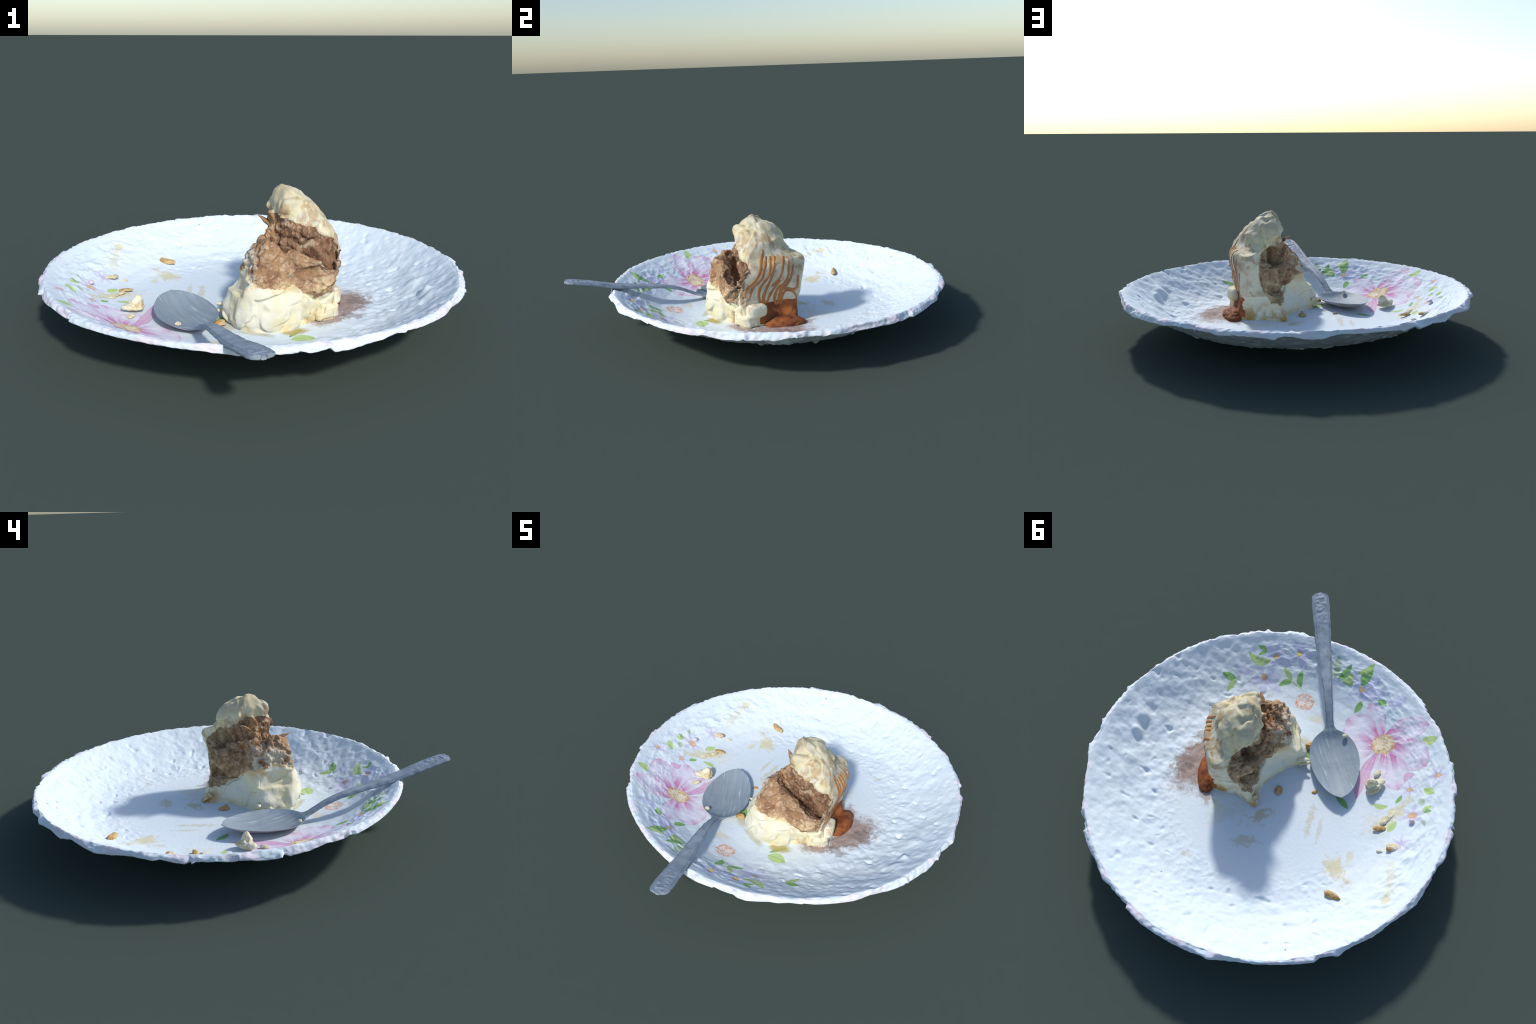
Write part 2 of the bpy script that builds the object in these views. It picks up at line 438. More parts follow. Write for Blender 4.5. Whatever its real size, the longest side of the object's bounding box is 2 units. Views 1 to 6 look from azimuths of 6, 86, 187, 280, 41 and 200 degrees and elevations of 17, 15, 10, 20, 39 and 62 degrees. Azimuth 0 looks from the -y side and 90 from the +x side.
def plate():
    # the top is painted zone by zone (floor and eight sectors), each zone with only the marks that reach it
    def zone_paint(z):
        def near(x, y, reach):
            r, a = math.hypot(x - CENTRE[0], y - CENTRE[1]), math.atan2(y - CENTRE[1], x - CENTRE[0])
            if z == 0:
                return r - reach < FLOOR_R
            if r + reach < FLOOR_R:
                return False
            d = abs((a - (z - 0.5) * math.pi / 4 + math.pi) % (2 * math.pi) - math.pi)
            return d < math.pi / 8 + math.asin(min(1.0, reach / max(r, 0.1)))
        return lambda t, vec, bsdf: plate_top(t, vec, bsdf, near)

    m_top = [material("painted_porcelain", zone_paint(z), 0.75, 0.2) for z in range(9)]
    m_rim = material("rim_glaze", rim_paint, 0.75, 0.2)
    m_under = material("underside_glaze", under_paint, 0.6, 0.3)
    prof = [(0.0, 0.0685), (0.28, 0.0685), (0.40, 0.069), (0.465, 0.071), (0.51, 0.0745), (0.56, 0.081), (0.63, 0.100), (0.70, 0.136), (0.75, 0.166),
            (0.79, 0.189), (0.83, 0.213), (0.852, 0.229), (0.866, 0.236), (0.876, 0.232), (0.882, 0.224), (0.886, 0.213), (0.878, 0.208), (0.865, 0.210),
            (0.82, 0.202), (0.75, 0.161), (0.70, 0.131), (0.63, 0.0955), (0.56, 0.0765), (0.47, 0.067), (0.38, 0.0645), (0.0, 0.0645)]
    prof = np.array(prof)
    seg = np.r_[0, np.cumsum(np.hypot(*np.diff(prof, axis=0).T))]
    # sample densely on top and rim
    cut = [seg[np.argmax(prof[:, 0] > k)] for k in (0.27, 0.84)]
    low = seg[17]
    s = np.concatenate([np.linspace(0.02, cut[0], 40, endpoint=False), np.linspace(cut[0], cut[1], 170, endpoint=False), np.linspace(cut[1], low, 34, endpoint=False), np.linspace(low, seg[-1] - 0.02, 170)])
    R, Z = np.interp(s, seg, prof[:, 0]), np.interp(s, seg, prof[:, 1])
    for _ in range(2):
        R[1:-1], Z[1:-1] = (R[:-2] + 2 * R[1:-1] + R[2:]) / 4, (Z[:-2] + 2 * Z[1:-1] + Z[2:]) / 4
    cols = 760
    a = np.linspace(0, 2 * np.pi, cols, endpoint=False)
    A, RR = np.meshgrid(a, R)
    ZZ = np.repeat(Z[:, None], cols, 1)
    top = (s < seg[12])[:, None] * np.ones(cols)
    skirt = (smooth(seg[12], seg[14], s) * smooth(low + 0.02, seg[16], s))[:, None]
    # chipped edge: straight chips of random length
    rs = np.random.RandomState(5)
    knots = np.sort(rs.uniform(0, 2 * np.pi, 95))
    jag = np.interp(a, knots, rs.uniform(-0.010, 0.012, 95), period=2 * np.pi)
    drop = np.interp(a, knots, rs.uniform(-0.012, 0.010, 95), period=2 * np.pi)
    RR = RR + skirt * jag
    ZZ = ZZ + skirt * drop
    X, Y = CENTRE[0] + RR * np.cos(A), CENTRE[1] + RR * np.sin(A)
    P = np.stack([X, Y, ZZ], -1).reshape(-1, 3)
    r, ang, top = RR.ravel(), A.ravel(), top.ravel()
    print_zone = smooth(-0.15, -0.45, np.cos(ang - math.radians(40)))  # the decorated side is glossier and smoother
    rough = smooth(0.42, 0.58, r) * (1 - 0.72 * print_zone) * (1 - 0.4 * smooth(0.82, 0.86, r))
    q = P * [1, 1, 0.0]
    lumps = fbm(q * [12, 14, 1] + 3.1, 3) * 0.0095 + perlin(q * 27) * 0.0055
    pits = -np.clip(perlin(q * [19, 23, 1] + 40) - 0.28, 0, 1) * 0.046
    fine = fbm(q * 42 + 8, 2) * 0.0024
    rear = smooth(-0.2, 0.5, np.cos(ang - math.radians(110)))
    dz = rough * (lumps * (1 - 0.25 * rear) + pits * (1 - 0.5 * print_zone)) + fine * (0.12 + 0.88 * rough)
    # the wall sags a little on the far right
    dz -= 0.006 * smooth(0.52, 0.64, r) * smooth(0.84, 0.76, r) * smooth(0.2, 0.9, np.cos(ang - math.radians(40)))
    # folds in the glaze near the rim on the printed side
    folds = smooth(0.66, 0.74, r) * smooth(0.86, 0.80, r) * print_zone
    dz += folds * (ridged(np.c_[ang * 7, r * 16, 0 * r], 3) - 0.2) * 0.012
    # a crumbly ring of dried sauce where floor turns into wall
    ring = np.exp(-((r - 0.50) / 0.06) ** 2)
    dz += ring * np.clip(perlin(q * 40 + 4), 0, 1) * 0.007 * smooth(-0.1, 0.4, np.cos(ang - math.radians(60)))
    # sauce puddle bumps
    pud = smooth(1.1, 0.3, np.hypot((P[:, 0] - 0.40) / 0.13, (P[:, 1] - 0.05) / 0.22))
    dz += pud * (0.006 + 0.006 * ridged(q * 13 + 2, 3))
    for px, py, rad, hgt in ((0.734, 0.075, 0.022, 0.030), (0.70, 0.10, 0.05, -0.012), (0.745, -0.01, 0.035, 0.022), (0.71, 0.03, 0.03, -0.016), (0.72, -0.06, 0.03, -0.012),
                             (0.66, -0.16, 0.05, -0.010), (0.70, 0.22, 0.03, 0.010), (0.55, -0.42, 0.06, -0.008)):
        dz += hgt * np.exp(-(((P[:, 0] - px) ** 2 + (P[:, 1] - py) ** 2) / rad ** 2))
    # the underside follows the dents of the top
    dz = np.where(top > 0, dz, np.where((s >= low)[:, None].repeat(cols, 1).ravel(), dz * smooth(0.88, 0.82, r), 0.0))
    lip = smooth(0.845, 0.866, r) * (s < low)[:, None].repeat(cols, 1).ravel()
    bead = lip * fbm(P * 40, 3) * 0.006
    under = (s >= low)[:, None].repeat(cols, 1).ravel()
    dz += bead + under * smooth(0.88, 0.8, r) * (fbm(q * 16 + 30, 3) - 1.0) * 0.001
    P[:, 2] += dz
    P[:, 0] += bead * np.cos(ang) * 0.8
    P[:, 1] += bead * np.sin(ang) * 0.8
    # the rim has a gap beside the handle
    hd = np.hypot(P[:, 0] - HANDLE_CROSS[0], P[:, 1] - HANDLE_CROSS[1])
    notch = smooth(0.060, 0.025, hd)
    P[:, 2] -= notch * 0.012 * (s < seg[13])[:, None].repeat(cols, 1).ravel()
    rows = len(s)
    F = grid_faces(rows, cols, True)[:, ::-1]
    n0 = len(P)
    P = np.vstack([P, [[CENTRE[0], CENTRE[1], 0.0685]], [[CENTRE[0], CENTRE[1], 0.0645]]])
    band = np.repeat(s, cols).reshape(rows, cols)[:-1].ravel()
    region = np.where(band < seg[12] - 0.004, 0, np.where(band < low, 1, 2))
    j = np.arange(cols)
    k = (j + 1) % cols
    cap_t = np.stack([np.full(cols, n0), np.full(cols, n0), k, j], 1)[:, [1, 3, 2]]
    cap_b = np.stack([np.full(cols, n0 + 1), (rows - 1) * cols + k, (rows - 1) * cols + j], 1)
    F4 = np.vstack([F, np.c_[cap_t, cap_t[:, :1]], np.c_[cap_b, cap_b[:, :1]]])
    region = np.r_[region, np.zeros(cols, int), np.full(cols, 2)]
    N = vertex_normals(P, F4)
    root = None
    for code, (name, mat) in {0: ("floral_plate", m_top[0]), 1: ("rim", m_rim), 2: ("underside", m_under)}.items():
        sel = F4[region == code]
        used, inv = np.unique(sel, return_inverse=True)
        inv = inv.reshape(sel.shape)
        faces = [f if f[0] != f[3] else f[:3] for f in inv.tolist()]
        ob = mesh_object(name, P[used], faces, mat, root, N[used])
        if root is None:
            root = ob
            for m in m_top[1:]:
                ob.data.materials.append(m)
            mid = P[sel].mean(1)[:, :2] - CENTRE
            zone = np.where(np.hypot(*mid.T) < FLOOR_R, 0, 1 + (np.arctan2(mid[:, 1], mid[:, 0]) % (2 * np.pi) // (np.pi / 4)).astype(int) % 8)
            ob.data.polygons.foreach_set("material_index", zone.astype(np.int32))
            root["label"] = "white porcelain dinner plate printed with pink and violet flowers"
            root["category"] = "dinner plate"
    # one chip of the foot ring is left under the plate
    c = np.array([-0.05, 0.43, 0.0])
    box = np.array([[x, y, z] for z in (0.0, 0.066) for x, y in ((-0.04, -0.012), (0.03, -0.02), (0.045, 0.012), (-0.025, 0.018))])
    V = box + [c[0], c[1], 0]
    mesh_object("foot", V, [(3, 2, 1, 0), (4, 5, 6, 7), (0, 1, 5, 4), (1, 2, 6, 5), (2, 3, 7, 6), (3, 0, 4, 7)], m_under, root, smooth_shade=False)
    return root


# ------------------------------------------------------------------ the teaspoon
def steel(t, vec, bsdf, handle=False):
    # brushed along the spoon axis
    along = t.mapping(vec, rot=(0, 0, math.radians(52.0)))
    ax, ay, az = t.xyz(along)
    brushed = t.noise(t.combine(t.math("MULTIPLY", ax, 5.0), t.math("MULTIPLY", ay, 70.0), 0.0), 1.0, 5.0, 0.6)
    tint = t.noise(vec, 9.0, 3.0)
    if handle:
        color = t.mix(t.step(t.noise(vec, 26.0, 5.0, 0.65), 0.3, 0.7), rgb(0.19, 0.235, 0.29), rgb(0.31, 0.365, 0.425))
    else:
        color = t.mix(t.step(brushed, 0.25, 0.8), rgb(0.215, 0.27, 0.315), rgb(0.30, 0.36, 0.41))
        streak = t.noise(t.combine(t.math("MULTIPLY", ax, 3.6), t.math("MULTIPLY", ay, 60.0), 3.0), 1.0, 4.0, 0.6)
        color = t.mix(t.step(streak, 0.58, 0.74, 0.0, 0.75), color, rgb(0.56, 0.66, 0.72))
    color = t.mix(t.step(tint, 0.45, 0.7, 0.0, 0.35), color, rgb(0.28, 0.33, 0.42))
    if handle:
        blot = t.step(t.voronoi(vec, 42.0), 0.35, 0.1)
        end = t.step(t.xyz(vec)[1], -0.84, -0.95)
        color = t.mix(t.math("MULTIPLY", t.math("MULTIPLY", blot, end), 0.6), color, rgb(0.11, 0.15, 0.22))
    return color, (t.noise(vec, 45.0, 3.0), 0.002, 0.2)


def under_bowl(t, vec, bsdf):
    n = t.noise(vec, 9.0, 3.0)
    c = t.mix(t.step(n, 0.42, 0.58), rgb(0.50, 0.42, 0.52), rgb(0.30, 0.27, 0.24))  # pinkish and brown tints: the plate's reflection coloured into the steel
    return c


def teaspoon():
    root = empty("teaspoon", "grey steel teaspoon with broad grooved handle", "spoon", (-0.156, -0.325, 0.08))
    m_bowl = material("brushed_steel", lambda t, v, b: steel(t, v, b), 0.6, 0.3)
    m_handle = material("stamped_steel", lambda t, v, b: steel(t, v, b, True), 0.6, 0.3)
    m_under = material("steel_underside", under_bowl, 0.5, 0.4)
    tip, neck, end = np.array([-0.346, 0.024]), np.array([-0.160, -0.325]), np.array([0.160, -0.990])
    L1, L2 = np.linalg.norm(neck - tip), np.linalg.norm(end - neck)
    d1, d2 = (neck - tip) / L1, (end - neck) / L2
    # stations: distance, half width, rim height, dish depth, thickness
    bowl = [(0.0, 0.004, 0.126, 0.0, 0.006), (0.02, 0.040, 0.125, 0.008, 0.007), (0.055, 0.072, 0.123, 0.022, 0.007), (0.11, 0.100, 0.119, 0.034, 0.007), (0.18, 0.120, 0.115, 0.039, 0.007),
            (0.24, 0.125, 0.113, 0.040, 0.007), (0.30, 0.115, 0.111, 0.037, 0.007), (0.35, 0.090, 0.110, 0.030, 0.008), (0.38, 0.060, 0.109, 0.015, 0.009), (0.40, 0.034, 0.108, 0.004, 0.011)]
    hand = [(0.03, 0.022, 0.116, 0.0, 0.015), (0.05, 0.020, 0.126, 0.0, 0.016), (0.115, 0.021, 0.157, -0.001, 0.016), (0.19, 0.025, 0.181, -0.002, 0.015), (0.35, 0.034, 0.213, -0.003, 0.015),
            (0.46, 0.040, 0.234, -0.003, 0.018), (0.59, 0.046, 0.270, -0.003, 0.018), (0.66, 0.047, 0.288, -0.003, 0.018), (0.705, 0.046, 0.299, -0.002, 0.018), (0.73, 0.038, 0.304, -0.001, 0.017), (0.742, 0.010, 0.306, 0.0, 0.014)]
    S = np.array([(d, *row) for d, *row in bowl] + [(L1 + d, *row) for d, *row in hand])
    n_long, n_wide = 420, 61
    dist = np.linspace(0, S[-1, 0], n_long)
    dist = S[-1, 0] * (0.5 - 0.5 * np.cos(np.pi * np.linspace(0, 1, n_long))) * 0.35 + dist * 0.65

    def ease(col):
        # monotone smooth interpolation through the stations
        x, y = S[:, 0], S[:, col]
        h = np.diff(x)
        dl = np.diff(y) / h
        m = np.r_[dl[0], [0 if a * b <= 0 else 2 * a * b / (a + b) for a, b in zip(dl[:-1], dl[1:])], dl[-1]]
        k = np.clip(np.searchsorted(x, dist) - 1, 0, len(h) - 1)
        t = (dist - x[k]) / h[k]
        return (2 * t**3 - 3 * t**2 + 1) * y[k] + (t**3 - 2 * t**2 + t) * h[k] * m[k] + (3 * t**2 - 2 * t**3) * y[k + 1] + (t**3 - t**2) * h[k] * m[k + 1]

    W, Zr, D, T = (ease(c) for c in (1, 2, 3, 4))
    xy = np.where((dist <= L1)[:, None], tip + dist[:, None] * d1, neck + (dist - L1)[:, None] * d2)
    for _ in range(12):
        xy[1:-1] = (xy[:-2] + 2 * xy[1:-1] + xy[2:]) / 4
        D[1:-1] = (D[:-2] + 2 * D[1:-1] + D[2:]) / 4
    tan = np.gradient(xy, axis=0)
    tan /= np.linalg.norm(tan, axis=1)[:, None]
    side = np.c_[-tan[:, 1], tan[:, 0]]
    th = np.linspace(0, 2 * np.pi, 2 * n_wide, endpoint=False)
    c, sn = np.cos(th), np.sin(th)
    v = np.sign(c) * np.abs(c) ** 0.8
    half = np.sign(sn) * np.abs(sn) ** 0.7
    is_handle = smooth(L1 - 0.02, L1 + 0.06, dist)
    V = np.zeros((n_long, 2 * n_wide, 3))
    V[:, :, :2] = xy[:, None] + side[:, None] * (v[None, :, None] * W[:, None, None])
    dish = D[:, None] * (1 - np.abs(v[None]) ** 2.0)
    groove = is_handle[:, None] * (half[None] > 0) * (0.0032 * np.exp(-((np.abs(v[None]) - 0.70) / 0.07) ** 2) + 0.0028 * np.exp(-((np.abs(v[None]) - 0.92) / 0.06) ** 2) - 0.002 * np.exp(-((np.abs(v[None]) - 0.81) / 0.05) ** 2))
    V[:, :, 2] = Zr[:, None] - dish + half[None] * T[:, None] / 2 + groove
    flatv = V.reshape(-1, 3)
    wob = fbm(flatv * 20, 3)
    hmask = np.repeat(is_handle, 2 * n_wide)
    endm = smooth(0.50, 0.66, np.repeat(dist - L1, 2 * n_wide)) * np.tile(half > 0.3, n_long) * (np.abs(np.tile(v, n_long)) < 0.62)
    flatv[:, 2] += wob * 0.0016 + endm * perlin(flatv * 60) * 0.006
    flatv[:, :2] += (perlin(flatv * 26 + 5) * 0.004 * np.repeat(smooth(0, 1, is_handle) * 0.7 + 0.3, 2 * n_wide))[:, None] * np.repeat(side, 2 * n_wide, 0)
    cols = 2 * n_wide
    F = grid_faces(n_long, cols, True)
    fi = F[:, 0] // cols
    fj = F[:, 0] % cols
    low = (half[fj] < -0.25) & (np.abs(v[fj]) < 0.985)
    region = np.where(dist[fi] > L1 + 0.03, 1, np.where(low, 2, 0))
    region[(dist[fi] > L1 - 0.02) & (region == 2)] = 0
    F = np.vstack([F, np.array([[e + k, e + cols - 1 - k, e + cols - 2 - k, e + k + 1] for e in (0, (n_long - 1) * cols) for k in range(n_wide - 1)])])
    region = np.r_[region, np.zeros(n_wide - 1, int), np.ones(n_wide - 1, int)]
    V4 = flatv - np.array(root.location)
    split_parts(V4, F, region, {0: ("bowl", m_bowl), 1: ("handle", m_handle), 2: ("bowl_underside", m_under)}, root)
    return root


# ------------------------------------------------------------------ the cake
# cross-sections from the plate upward; 15 corners each, counter-clockwise from the left corner of the slice:
# left corner, left face, front-left edge, front, front bulge, front crease, end of the crack, glaze front edge, right, right rear, rear corner, rear, foot, hollow, hollow
RINGS = {
    "on the plate": [(-0.0810131, -0.105323, 0.0668), (-0.0561821, -0.168807, 0.0668), (-0.027004, -0.23235, 0.0668), (0.0707745, -0.268076, 0.0668), (0.182688, -0.236736, 0.0668), (0.25, -0.145, 0.0668), (0.3, -0.085, 0.0668),
                     (0.34, -0.055, 0.0668), (0.325, 0.03, 0.0668), (0.3, 0.11, 0.0668), (0.27, 0.19, 0.0668), (0.126, 0.18, 0.0668), (0.035, 0.205, 0.0668), (0.04, 0.075, 0.0668), (-0.018, -0.03, 0.0668)],
    "block foot": [(-0.107012, -0.110504, 0.1), (-0.0746219, -0.181354, 0.1), (-0.0340278, -0.247421, 0.1), (0.0719449, -0.276173, 0.1), (0.179231, -0.248634, 0.1), (0.255, -0.155, 0.1), (0.31, -0.1, 0.1),
                     (0.35, -0.07, 0.1), (0.325, 0.03, 0.1), (0.3, 0.11, 0.1), (0.27, 0.19, 0.1), (0.126, 0.18, 0.1), (0.045, 0.195, 0.1), (0.042, 0.073, 0.1), (-0.018, -0.03, 0.1)],
    "block middle": [(-0.0790341, -0.105866, 0.17), (-0.0447418, -0.176029, 0.17), (-0.00506814, -0.249459, 0.17), (0.0906459, -0.279019, 0.17), (0.184111, -0.252709, 0.17), (0.265, -0.165, 0.17), (0.325, -0.115, 0.16),
                     (0.35, -0.085, 0.17), (0.312, 0.02, 0.15), (0.285, 0.1, 0.15), (0.26, 0.19, 0.17), (0.135, 0.18, 0.17), (0.082, 0.166, 0.17), (0.058, 0.045, 0.17), (0.014, -0.037, 0.17)],
    "block top": [(-0.0491319, -0.0966981, 0.23), (-0.0198694, -0.170714, 0.235), (0.0178539, -0.250687, 0.245), (0.1, -0.251, 0.228), (0.17353, -0.221104, 0.212), (0.295, -0.162, 0.19), (0.34, -0.118, 0.183),
                     (0.357, -0.095, 0.205), (0.32, 0.01, 0.188), (0.288, 0.1, 0.186), (0.268, 0.198, 0.2), (0.16, 0.192, 0.212), (0.11, 0.168, 0.21), (0.075, 0.024, 0.22), (0.03, -0.033, 0.22)],
    "lower sponge": [(-0.03, -0.085, 0.285), (0, -0.17, 0.285), (0.038, -0.262, 0.282), (0.115, -0.246, 0.272), (0.19, -0.21, 0.252), (0.308, -0.17, 0.228), (0.354, -0.128, 0.218),
                     (0.362, -0.088, 0.27), (0.335, 0.02, 0.27), (0.298, 0.115, 0.27), (0.262, 0.215, 0.27), (0.19, 0.205, 0.28), (0.108, 0.17, 0.28), (0.055, 0.07, 0.28), (0.03, -0.01, 0.285)],
    "sponge middle": [(0, -0.085, 0.34), (0.03, -0.165, 0.345), (0.075, -0.228, 0.345), (0.135, -0.214, 0.34), (0.21, -0.193, 0.32), (0.32, -0.172, 0.28), (0.358, -0.132, 0.25),
                     (0.366, -0.075, 0.335), (0.351, 0.033, 0.34), (0.313, 0.135, 0.34), (0.252, 0.228, 0.34), (0.2, 0.225, 0.34), (0.122, 0.17, 0.345), (0.053, 0.088, 0.345), (0.04, -0.01, 0.35)],
    "lip of the crack": [(0.045, -0.075, 0.395), (0.072, -0.135, 0.405), (0.112, -0.176, 0.408), (0.172, -0.181, 0.383), (0.232, -0.184, 0.362), (0.315, -0.174, 0.328), (0.356, -0.128, 0.285),
                     (0.364, -0.07, 0.365), (0.35, 0.05, 0.38), (0.306, 0.15, 0.385), (0.24, 0.23, 0.372), (0.2, 0.232, 0.385), (0.146, 0.128, 0.385), (0.076, 0.07, 0.392), (0.035, -0.01, 0.395)],
    "inside the crack": [(0.07, -0.066, 0.408), (0.1, -0.095, 0.372), (0.142, -0.098, 0.325), (0.197, -0.085, 0.28), (0.25, -0.072, 0.255), (0.32, -0.07, 0.222), (0.35, -0.085, 0.24),
                     (0.362, -0.05, 0.385), (0.338, 0.055, 0.405), (0.293, 0.15, 0.41), (0.235, 0.222, 0.402), (0.188, 0.212, 0.412), (0.154, 0.13, 0.405), (0.08, 0.064, 0.408), (0.085, -0.01, 0.41)],
    "under the cap": [(0.086, -0.062, 0.45), (0.114, -0.088, 0.45), (0.148, -0.112, 0.447), (0.195, -0.122, 0.432), (0.252, -0.115, 0.422), (0.318, -0.098, 0.41), (0.345, -0.072, 0.405),
                     (0.345, -0.045, 0.435), (0.305, 0.045, 0.44), (0.262, 0.118, 0.44), (0.2, 0.168, 0.43), (0.155, 0.165, 0.435), (0.12, 0.135, 0.445), (0.074, 0.06, 0.45), (0.09, 0, 0.45)],
    "cap foot": [(0.094, -0.052, 0.505), (0.122, -0.075, 0.508), (0.143, -0.109, 0.508), (0.178, -0.115, 0.508), (0.23, -0.096, 0.503), (0.284, -0.06, 0.495), (0.296, -0.036, 0.496),
                     (0.308, -0.008, 0.495), (0.282, 0.058, 0.497), (0.225, 0.106, 0.5), (0.18, 0.127, 0.5), (0.14, 0.13, 0.5), (0.084, 0.102, 0.5), (0.07, 0.03, 0.505), (0.086, -0.004, 0.505)],
    "cap middle": [(0.108, -0.042, 0.55), (0.128, -0.076, 0.55), (0.148, -0.109, 0.552), (0.175, -0.108, 0.552), (0.212, -0.086, 0.55), (0.252, -0.052, 0.545), (0.258, -0.031, 0.544),
                     (0.26, -0.008, 0.543), (0.243, 0.044, 0.543), (0.2, 0.08, 0.543), (0.165, 0.098, 0.545), (0.13, 0.098, 0.545), (0.088, 0.078, 0.547), (0.08, 0.026, 0.55), (0.094, -0.008, 0.55)],
    "cap shoulder": [(0.119, -0.012, 0.594), (0.134, -0.03, 0.595), (0.15, -0.045, 0.595), (0.168, -0.052, 0.593), (0.188, -0.058, 0.59), (0.201, -0.045, 0.586), (0.201, -0.03, 0.585),
                     (0.198, -0.012, 0.584), (0.182, 0.02, 0.584), (0.163, 0.036, 0.585), (0.15, 0.05, 0.585), (0.13, 0.05, 0.585), (0.104, 0.037, 0.588), (0.092, 0.02, 0.59), (0.105, 0.006, 0.592)],
}
CAKE_TOP = (0.140, -0.025, 0.602)
# where the brown sponge begins and ends around the slice
# (corner, sponge begins, sponge ends)
SPONGE = [(0, 0.290, 0.512), (1, 0.290, 0.515), (2, 0.270, 0.500), (3, 0.250, 0.478), (4, 0.232, 0.452), (5, 0.200, 0.425), (5.6, 0.205, 0.41), (5.85, 0.25, 0.39), (6.0, 0.33, 0.36), (6.15, 0.5, 0.3),
          (10.1, 0.30, 0.10), (10.3, 0.145, 0.30), (10.6, 0.140, 0.40), (11, 0.135, 0.425), (12, 0.195, 0.46), (13, 0.250, 0.495), (14, 0.290, 0.512)]


def blend(a, b, c, d, t, k=0.72):
    """Catmull-Rom pulled part way to straight lines, so that corners stay corners."""
    cr = 0.5 * (2 * b + (c - a) * t + (2 * a - 5 * b + 4 * c - d) * t**2 + (3 * b - a - 3 * c + d) * t**3)
    return k * cr + (1 - k) * (b + (c - b) * t)


